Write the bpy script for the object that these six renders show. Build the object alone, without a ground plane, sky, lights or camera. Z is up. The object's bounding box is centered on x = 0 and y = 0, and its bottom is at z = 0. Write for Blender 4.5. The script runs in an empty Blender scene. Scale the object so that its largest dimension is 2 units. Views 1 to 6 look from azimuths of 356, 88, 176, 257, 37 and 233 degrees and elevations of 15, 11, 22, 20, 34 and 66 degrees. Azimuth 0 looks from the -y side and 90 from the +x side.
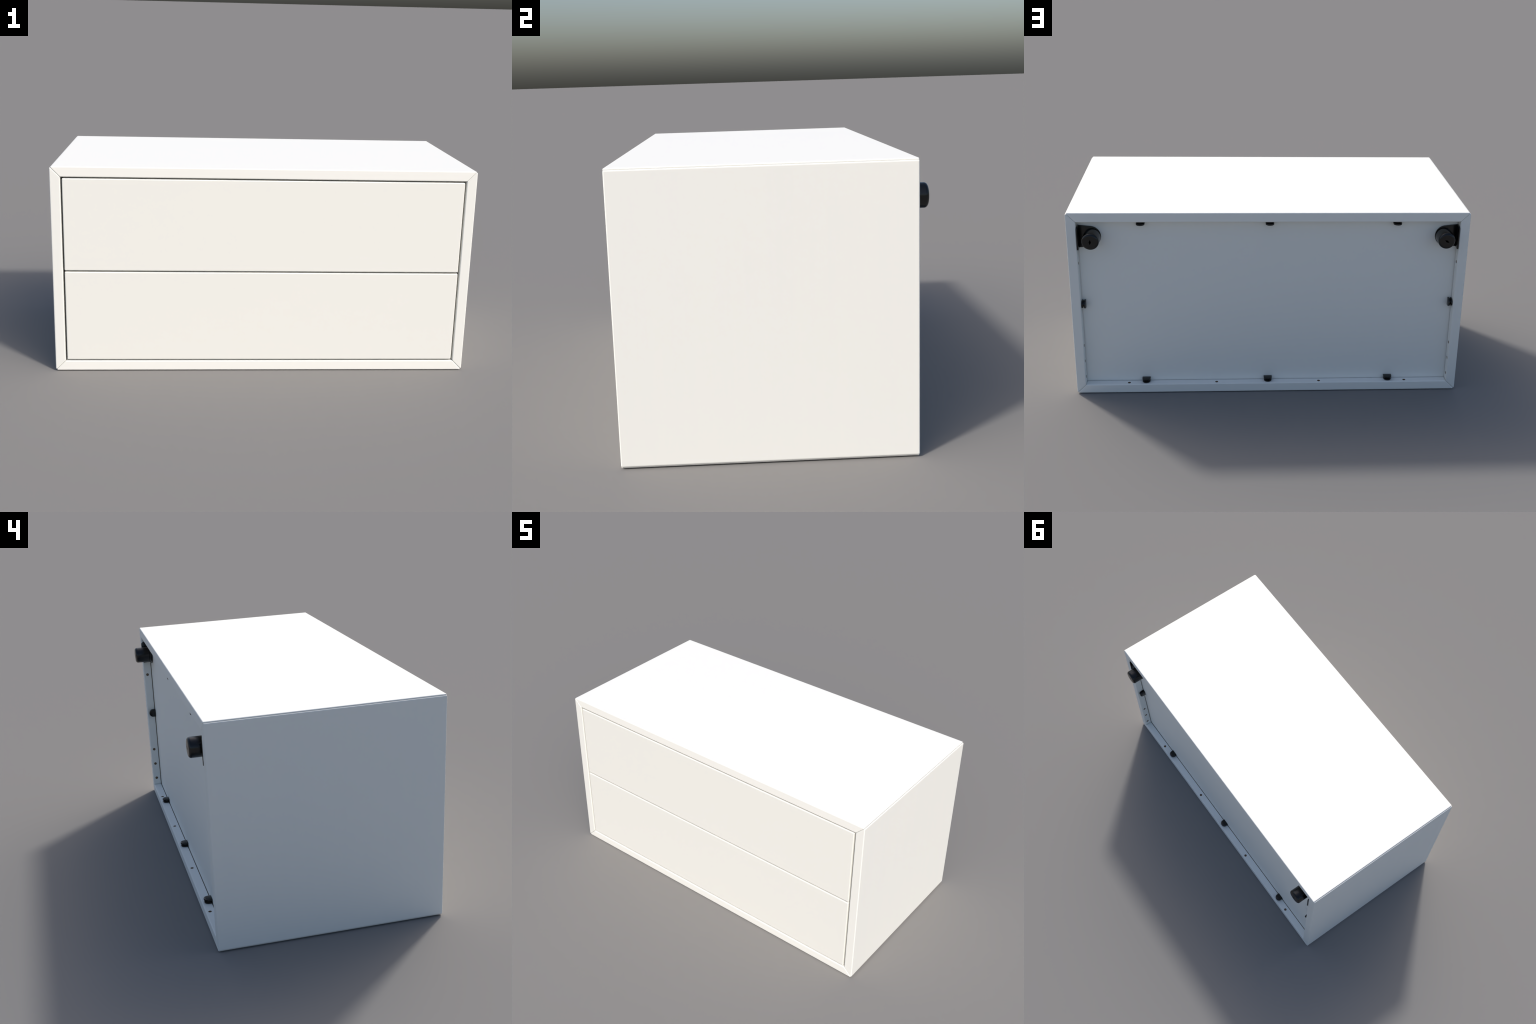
"""White two-drawer wall cabinet: mitred carcass, inset push-open drawer fronts,
recessed back panel held by black clips, two black suspension brackets with knobs."""
import bpy, bmesh, math
from mathutils import Vector, Matrix

# ---------------------------------------------------------------- sizes (metres)
HALF_W = 1.0            # half of the width (x)
H = 1.0                 # height
Y_FRONT, Y_BACK = -0.5245, 0.4755
T = 0.0486              # carcass board thickness
EDGE = 0.0049           # rounding of the carcass board edges
TIP = 0.0116            # rounding of the sharp outer tips of the mitres
MITRE_GAP = 0.0004      # hairline between mitred boards
GAP = 0.0067            # joint above, between and below the drawer fronts
SIDE_GAP = 0.0080       # joint at the ends of the drawer fronts
FRONT_RECESS = 0.0002   # drawer fronts sit practically flush with the carcass edge
FRONT_T = 0.046
FRONT_EDGE = 0.0048
PANEL_Y = 0.4300        # outer face of the back panel
PANEL_T = 0.011
GROOVE_DEPTH = 0.009
GROOVE_SLOT = 0.0042    # open slot between panel face and groove wall
KNOB_END = 0.5245

scene = bpy.context.scene


# ---------------------------------------------------------------- materials
def new_material(name):
    m = bpy.data.materials.new(name)
    m.use_nodes = True
    nt = m.node_tree
    return m, nt, nt.nodes["Principled BSDF"]


def foil_material(name, base, tint, stretch, roughness=0.42, bump=0.015):
    """White melamine foil: near-uniform off-white with a very faint brushed streak."""
    m, nt, bsdf = new_material(name)
    n, l = nt.nodes, nt.links
    tc = n.new("ShaderNodeTexCoord")
    mp = n.new("ShaderNodeMapping")
    mp.inputs["Scale"].default_value = stretch
    l.new(tc.outputs["Object"], mp.inputs["Vector"])
    fine = n.new("ShaderNodeTexNoise")
    fine.inputs["Scale"].default_value = 1.0
    fine.inputs["Detail"].default_value = 5.0
    fine.inputs["Roughness"].default_value = 0.62
    l.new(mp.outputs["Vector"], fine.inputs["Vector"])
    broad = n.new("ShaderNodeTexNoise")
    broad.inputs["Scale"].default_value = 2.3
    broad.inputs["Detail"].default_value = 2.0
    l.new(tc.outputs["Object"], broad.inputs["Vector"])
    add = n.new("ShaderNodeMath")
    add.operation = "MULTIPLY_ADD"
    add.inputs[1].default_value = 0.65
    l.new(fine.outputs["Fac"], add.inputs[0])
    half = n.new("ShaderNodeMath")
    half.operation = "MULTIPLY"
    half.inputs[1].default_value = 0.35
    l.new(broad.outputs["Fac"], half.inputs[0])
    l.new(half.outputs[0], add.inputs[2])
    ramp = n.new("ShaderNodeValToRGB")
    ramp.color_ramp.elements[0].position = 0.36
    ramp.color_ramp.elements[0].color = (*tint, 1)
    ramp.color_ramp.elements[1].position = 0.62
    ramp.color_ramp.elements[1].color = (*base, 1)
    l.new(add.outputs[0], ramp.inputs["Fac"])
    l.new(ramp.outputs["Color"], bsdf.inputs["Base Color"])
    bsdf.inputs["Roughness"].default_value = roughness
    b = n.new("ShaderNodeBump")
    b.inputs["Strength"].default_value = bump
    b.inputs["Distance"].default_value = 0.002
    l.new(fine.outputs["Fac"], b.inputs["Height"])
    l.new(b.outputs["Normal"], bsdf.inputs["Normal"])
    return m


def plastic_material(name, base, roughness):
    """Moulded black plastic with a fine speckle in its gloss."""
    m, nt, bsdf = new_material(name)
    n, l = nt.nodes, nt.links
    tc = n.new("ShaderNodeTexCoord")
    nz = n.new("ShaderNodeTexNoise")
    nz.inputs["Scale"].default_value = 160.0
    nz.inputs["Detail"].default_value = 2.0
    l.new(tc.outputs["Object"], nz.inputs["Vector"])
    ramp = n.new("ShaderNodeValToRGB")
    ramp.color_ramp.elements[0].position = 0.3
    ramp.color_ramp.elements[0].color = (*[c * 0.85 for c in base], 1)
    ramp.color_ramp.elements[1].position = 0.7
    ramp.color_ramp.elements[1].color = (*[c * 1.15 for c in base], 1)
    l.new(nz.outputs["Fac"], ramp.inputs["Fac"])
    l.new(ramp.outputs["Color"], bsdf.inputs["Base Color"])
    bsdf.inputs["Roughness"].default_value = roughness
    bsdf.inputs["Specular IOR Level"].default_value = 0.5
    return m


def chipboard_material():
    """Raw brown particle board, seen inside the drilled holes."""
    m, nt, bsdf = new_material("chipboard")
    n, l = nt.nodes, nt.links
    tc = n.new("ShaderNodeTexCoord")
    vo = n.new("ShaderNodeTexVoronoi")
    vo.inputs["Scale"].default_value = 220.0
    l.new(tc.outputs["Object"], vo.inputs["Vector"])
    ramp = n.new("ShaderNodeValToRGB")
    ramp.color_ramp.elements[0].color = (0.22, 0.15, 0.09, 1)
    ramp.color_ramp.elements[1].color = (0.36, 0.26, 0.17, 1)
    l.new(vo.outputs["Distance"], ramp.inputs["Fac"])
    l.new(ramp.outputs["Color"], bsdf.inputs["Base Color"])
    bsdf.inputs["Roughness"].default_value = 0.9
    return m


FOIL, FOIL_TINT = (0.855, 0.856, 0.814), (0.853, 0.855, 0.814)
SIDE_FOIL, SIDE_TINT = (0.825, 0.828, 0.787), (0.817, 0.823, 0.787)
LACQUER, LACQUER_TINT = (0.812, 0.814, 0.768), (0.809, 0.812, 0.767)
MAT_LONG = foil_material("white_foil_lengthwise", FOIL, FOIL_TINT, (1.5, 34, 34), 0.68, 0.004)
MAT_UPRIGHT = foil_material("white_foil_upright", SIDE_FOIL, SIDE_TINT, (20, 20, 0.6), 0.68, 0.004)
MAT_FRONT = foil_material("white_lacquer", LACQUER, LACQUER_TINT, (5, 5, 5), 0.62, 0.003)
MAT_BACK = foil_material("white_hardboard", FOIL, FOIL_TINT, (3, 3, 3), 0.68, 0.006)
MAT_BLACK = plastic_material("black_plastic", (0.0022, 0.0022, 0.0023), 0.22)
MAT_CHIP = chipboard_material()


# ---------------------------------------------------------------- helpers
def make_object(name, mesh, parent, materials):
    ob = bpy.data.objects.new(name, mesh)
    scene.collection.objects.link(ob)
    for m in materials:
        if m.name not in [x.name for x in mesh.materials if x]:
            mesh.materials.append(m)
    ob.parent = parent
    return ob


def finish(bm, name, angle=35):
    """bmesh -> mesh, smooth shaded except across hard edges."""
    bmesh.ops.recalc_face_normals(bm, faces=bm.faces)
    lim = math.radians(angle)
    for f in bm.faces:
        f.smooth = True
    for e in bm.edges:
        if len(e.link_faces) == 2 and e.calc_face_angle(0.0) > lim:
            e.smooth = False
    me = bpy.data.meshes.new(name)
    bm.to_mesh(me)
    bm.free()
    return me


def prism(outline, extrude):
    """Closed prism over a 3D polygon."""
    bm = bmesh.new()
    a = [bm.verts.new(p) for p in outline]
    b = [bm.verts.new(Vector(p) + Vector(extrude)) for p in outline]
    bm.faces.new(a)
    bm.faces.new(b[::-1])
    k = len(a)
    for i in range(k):
        bm.faces.new((a[i], b[i], b[(i + 1) % k], a[(i + 1) % k]))
    bmesh.ops.recalc_face_normals(bm, faces=bm.faces)
    return bm


def round_edges(bm, offset, segments=4, min_angle=20):
    lim = math.radians(min_angle)
    edges = [e for e in bm.edges if len(e.link_faces) == 2 and e.calc_face_angle(0.0) > lim]
    bmesh.ops.bevel(bm, geom=edges, offset=offset, segments=segments, profile=0.5,
                    affect="EDGES", clamp_overlap=True)


def crisp_normals(me):
    """Flat faces keep their own normal, the rounded edges blend into them, hole walls stay flat."""
    hole = [i for i, m in enumerate(me.materials) if m and m.name == "chipboard"]
    vert = [Vector((0, 0, 0)) for _ in me.vertices]
    for p in me.polygons:
        if p.material_index not in hole:
            for v in p.vertices:
                vert[v] += p.normal * p.area ** 1.5
    loops = [None] * len(me.loops)
    for p in me.polygons:
        p.use_smooth = True
        for li in p.loop_indices:
            own = p.material_index in hole
            loops[li] = p.normal if own else vert[me.loops[li].vertex_index].normalized()
    me.normals_split_custom_set([tuple(n) for n in loops])


def box_bm(lo, hi):
    x0, y0, z0 = lo
    x1, y1, z1 = hi
    return prism([(x0, y0, z0), (x1, y0, z0), (x1, y0, z1), (x0, y0, z1)], (0, y1 - y0, 0))


def drill(ob, centres, axis, radius=0.0080, depth=0.008):
    """Cut blind peg holes and the back-panel groove; their walls show the raw chipboard."""
    gx, gz = HALF_W - T + GROOVE_DEPTH, T - GROOVE_DEPTH
    bm = box_bm((-gx, PANEL_Y - 0.016, gz), (gx, PANEL_Y + GROOVE_SLOT, H - gz))
    for c in centres:
        rot = Vector((0, 0, 1)).rotation_difference(Vector(axis)).to_matrix().to_4x4()
        bmesh.ops.create_cone(bm, cap_ends=True, segments=28, radius1=radius, radius2=radius,
                              depth=2 * depth, matrix=Matrix.Translation(c) @ rot)
    me = bpy.data.meshes.new("drill_bit")
    bm.to_mesh(me)
    bm.free()
    me.materials.append(MAT_CHIP)
    cutter = bpy.data.objects.new("drill_bit", me)
    scene.collection.objects.link(cutter)
    mod = ob.modifiers.new("holes", "BOOLEAN")
    mod.operation = "DIFFERENCE"
    mod.solver = "EXACT"
    mod.material_mode = "TRANSFER"
    mod.object = cutter
    dg = bpy.context.evaluated_depsgraph_get()
    out = bpy.data.meshes.new_from_object(ob.evaluated_get(dg))
    ob.modifiers.clear()
    ob.data = out
    bpy.data.objects.remove(cutter)


# ---------------------------------------------------------------- the cabinet
cabinet = bpy.data.objects.new("drawer_cabinet", None)
scene.collection.objects.link(cabinet)
cabinet.empty_display_size = 0.2
cabinet["label"] = "white two-drawer wall cabinet with black hanging knobs behind"
cabinet["category"] = "cabinet"

DEPTH = (0, Y_BACK - Y_FRONT, 0)
g = MITRE_GAP


def carcass_board(name, outline, material):
    bm = prism([(x, Y_FRONT, z) for x, z in outline], DEPTH)
    ob = make_object(name, finish(bm, name, 60), cabinet, [material])
    # wider rounding on the sharp mitre tips than on the other edges
    me = ob.data
    wgt = me.attributes.new("bevel_weight_edge", "FLOAT", "EDGE")
    for e in me.edges:
        a, b = (me.vertices[i].co for i in e.vertices)
        along_depth = abs(a.y - b.y) > 0.5
        outer = abs(a.x) > HALF_W - 0.01 and (a.z < 0.01 or a.z > H - 0.01)
        mitre = abs(abs(a.x - b.x) - T) < 0.002 and abs(abs(a.z - b.z) - T) < 0.002
        size = TIP if along_depth and outer else EDGE * 0.8 if mitre else EDGE
        wgt.data[e.index].value = size / TIP
    mod = ob.modifiers.new("rounding", "BEVEL")
    mod.limit_method = "WEIGHT"
    mod.offset_type = "OFFSET"
    mod.width = TIP
    mod.segments = 4
    mod.profile = 0.5
    mod.use_clamp_overlap = False
    dg = bpy.context.evaluated_depsgraph_get()
    ob.data = bpy.data.meshes.new_from_object(ob.evaluated_get(dg))
    ob.modifiers.clear()
    return ob


top = carcass_board("top_panel", [(-HALF_W + g, H), (HALF_W - g, H),
                                  (HALF_W - T - g, H - T), (-HALF_W + T + g, H - T)], MAT_LONG)
bottom = carcass_board("bottom_panel", [(-HALF_W + g, 0), (HALF_W - g, 0),
                                        (HALF_W - T - g, T), (-HALF_W + T + g, T)], MAT_LONG)
sides = []
for s in (1, -1):
    sides.append(carcass_board("side_panel", [(s * HALF_W, g), (s * HALF_W, H - g),
                                              (s * (HALF_W - T), H - T - g),
                                              (s * (HALF_W - T), T + g)], MAT_UPRIGHT))

# rows of peg holes near the rear edge, on the inner faces
HOLE_Y = 0.4565
for ob, z in ((top, H - T), (bottom, T)):
    drill(ob, [(x, HOLE_Y, z) for x in (-0.729, -0.2705, 0.2705, 0.729)], (0, 0, 1))
for ob, s in zip(sides, (1, -1)):
    drill(ob, [(s * (HALF_W - T), HOLE_Y, z) for z in (0.0888, 0.180, 0.271, 0.730)], (1, 0, 0))
for ob in [top, bottom] + sides:
    crisp_normals(ob.data)

def joined_boxes(boxes, edge=0.0):
    bm = bmesh.new()
    for lo, hi in boxes:
        part = box_bm(lo, hi)
        if edge:
            round_edges(part, edge, 2)
        tmp = bpy.data.meshes.new("tmp")
        part.to_mesh(tmp)
        part.free()
        bm.from_mesh(tmp)
        bpy.data.meshes.remove(tmp)
    return bm


# back panel: a thin board standing in the groove of the carcass
reach = GROOVE_DEPTH - 0.002
bm = box_bm((-HALF_W + T - reach, PANEL_Y - PANEL_T, T - reach), (HALF_W - T + reach, PANEL_Y, H - T + reach))
round_edges(bm, 0.0008, 2)
back = make_object("back_panel", finish(bm, "back_panel"), cabinet, [MAT_BACK])
crisp_normals(back.data)


# ---------------------------------------------------------------- drawers
def drawer(z0, z1):
    x = HALF_W - T - SIDE_GAP
    y = Y_FRONT + FRONT_RECESS
    bm = box_bm((-x, y, z0), (x, y + FRONT_T, z1))
    round_edges(bm, FRONT_EDGE)
    front = make_object("drawer", finish(bm, "drawer", 60), cabinet, [MAT_FRONT])
    crisp_normals(front.data)
    # open box behind the front; its own front board laps over the joints
    xi, yb, zb, zt, w = x - 0.035, PANEL_Y - PANEL_T - 0.03, z0 + 0.03, z1 - 0.08, 0.034
    yf = y + FRONT_T + 0.0005
    bm = joined_boxes([((-xi, yf + 0.018, zb), (-xi + w, yb, zt)),
                       ((xi - w, yf + 0.018, zb), (xi, yb, zt)),
                       ((-xi + w, yb - w, zb), (xi - w, yb, zt)),
                       ((-xi + w, yf + 0.018, zb + 0.01), (xi - w, yb - w, zb + 0.02)),
                       ((-x, yf, z0 - GAP / 2 + 0.0003), (x, yf + 0.0175, z1 + GAP / 2 - 0.0003))])
    make_object("drawer_box", finish(bm, "drawer_box"), front, [MAT_BACK])


Z_LO, Z_HI, Z_MID = T + GAP, H - T - GAP, 0.5005
drawer(Z_MID + GAP / 2, Z_HI)
drawer(Z_LO, Z_MID - GAP / 2)


# ---------------------------------------------------------------- back panel clips
def clip_mesh():
    """Half-round clip: two D-shaped lips on a narrower core. Local frame: sits on z = 0,
    flat side at y = 0, round side towards +y."""
    bm = bmesh.new()

    def d_layer(r, straight, z0, z1, edge):
        pts = [(r, 0, z0)]
        for i in range(25):
            a = math.pi * i / 24
            pts.append((r * math.cos(a), straight + r * math.sin(a), z0))
        pts.append((-r, 0, z0))
        part = prism(pts, (0, 0, z1 - z0))
        if edge:
            round_edges(part, edge, 2, 40)
        tmp = bpy.data.meshes.new("tmp")
        part.to_mesh(tmp)
        part.free()
        bm.from_mesh(tmp)
        bpy.data.meshes.remove(tmp)

    d_layer(0.0215, 0.0150, 0.0132, 0.0217, 0.0012)
    d_layer(0.0150, 0.0090, 0.0078, 0.0134, 0)
    d_layer(0.0205, 0.0140, 0.0002, 0.0080, 0.0012)
    return finish(bm, "panel_clip", 40)


clip = clip_mesh()
clip.materials.append(MAT_BLACK)
spots = [((x, PANEL_Y + 0.0006, T), 0) for x in (-0.64, 0.0, 0.64)]
spots += [((x, PANEL_Y + 0.0006, H - T), math.pi) for x in (-0.64, 0.0, 0.64)]
spots += [((HALF_W - T, PANEL_Y + 0.0006, 0.5), -math.pi / 2),
          ((-HALF_W + T, PANEL_Y + 0.0006, 0.5), math.pi / 2)]
for loc, turn in spots:
    ob = bpy.data.objects.new("panel_clip", clip)
    scene.collection.objects.link(ob)
    ob.location = loc
    ob.rotation_euler = (0, turn, 0)
    ob.parent = cabinet


# ---------------------------------------------------------------- suspension brackets
def bracket(s, key_angle, mark_angle):
    """s = +1 / -1 side. Tear-drop plate on the back panel, flange on the side wall, knob."""
    wall = HALF_W - T
    cx, cz, r = 0.8895, 0.865, 0.0535
    out = [(wall - 0.0015, 0.9255)]
    # tangent from the top corner on to the round end, round it, and back along the bottom
    for i in range(33):
        a = math.radians(97 + (258 - 97) * i / 32)
        out.append((cx + r * math.cos(a), cz + r * math.sin(a)))
    out.append((wall - 0.0015, 0.8065))
    bm = prism([(s * x, PANEL_Y + 0.0005, z) for x, z in out], (0, 0.0065, 0))
    round_edges(bm, 0.0012, 2, 40)
    # flange against the side wall, its rear corners clipped
    y0, y1 = PANEL_Y + 0.0005, 0.4772
    fl = [(y0, 0.806), (y1 - 0.006, 0.804), (y1, 0.809), (y1, 0.917), (y1 - 0.009, 0.9245), (y0, 0.9258)]
    part = prism([(s * (wall - 0.0006), y, z) for y, z in fl], (-s * 0.0065, 0, 0))
    round_edges(part, 0.0012, 2, 20)
    tmp = bpy.data.meshes.new("tmp")
    part.to_mesh(tmp)
    part.free()
    bm.from_mesh(tmp)
    bpy.data.meshes.remove(tmp)
    plate = make_object("wall_bracket", finish(bm, "wall_bracket", 40), cabinet, [MAT_BLACK])

    # knob: lathe profile (radius, y) with rounded rim, slight dome, slim collar
    kx, kz, R, F = s * 0.879, 0.866, 0.0424, 0.0125
    prof = [(0.0, PANEL_Y + 0.006), (0.039, PANEL_Y + 0.006), (0.039, PANEL_Y + 0.016), (R, PANEL_Y + 0.019)]
    for i in range(9):
        a = math.pi / 2 * i / 8
        prof.append((R - F + F * math.cos(a), KNOB_END - 0.001 - F + F * math.sin(a)))
    prof += [(R * 0.45, KNOB_END - 0.0002), (0.0, KNOB_END)]
    bm = bmesh.new()
    n = 64
    rings = []
    for rad, y in prof:
        if rad == 0.0:
            rings.append([bm.verts.new((kx, y, kz))])
        else:
            rings.append([bm.verts.new((kx + rad * math.cos(2 * math.pi * j / n), y,
                                        kz + rad * math.sin(2 * math.pi * j / n))) for j in range(n)])
    for a, b in zip(rings, rings[1:]):
        for j in range(n):
            k = (j + 1) % n
            if len(a) == 1:
                bm.faces.new((a[0], b[j], b[k]))
            elif len(b) == 1:
                bm.faces.new((a[j], b[0], a[k]))
            else:
                bm.faces.new((a[j], b[j], b[k], a[k]))
    knob = make_object("adjuster_knob", finish(bm, "adjuster_knob", 40), plate, [MAT_BLACK])
    # diamond-shaped key socket sunk into the end face
    long_r, short_r = 0.0135, 0.0056
    dia = []
    for i, rad in enumerate((long_r, short_r, long_r, short_r)):
        a = key_angle + i * math.pi / 2
        dia.append((kx + rad * math.cos(a), KNOB_END + 0.01, kz + rad * math.sin(a)))
    cut_bm = prism(dia, (0, -0.04, 0))
    cut_me = bpy.data.meshes.new("key")
    cut_bm.to_mesh(cut_me)
    cut_bm.free()
    cut_me.materials.append(MAT_BLACK)
    cutter = bpy.data.objects.new("key", cut_me)
    scene.collection.objects.link(cutter)
    mod = knob.modifiers.new("socket", "BOOLEAN")
    mod.operation, mod.solver, mod.object = "DIFFERENCE", "EXACT", cutter
    dg = bpy.context.evaluated_depsgraph_get()
    knob.data = bpy.data.meshes.new_from_object(knob.evaluated_get(dg))
    knob.modifiers.clear()
    bpy.data.objects.remove(cutter)
    # small raised setting mark beside the socket
    bm = box_bm((0.017, -0.001, -0.0011), (0.0255, 0.0007, 0.0011))
    round_edges(bm, 0.0004, 2)
    bm.transform(Matrix.Translation((kx, KNOB_END - 0.0009, kz)) @ Matrix.Rotation(-mark_angle, 4, "Y"))
    make_object("setting_mark", finish(bm, "setting_mark", 40), knob, [MAT_BLACK])


bracket(1, math.radians(94), math.radians(200))
bracket(-1, math.radians(33), math.radians(-52))
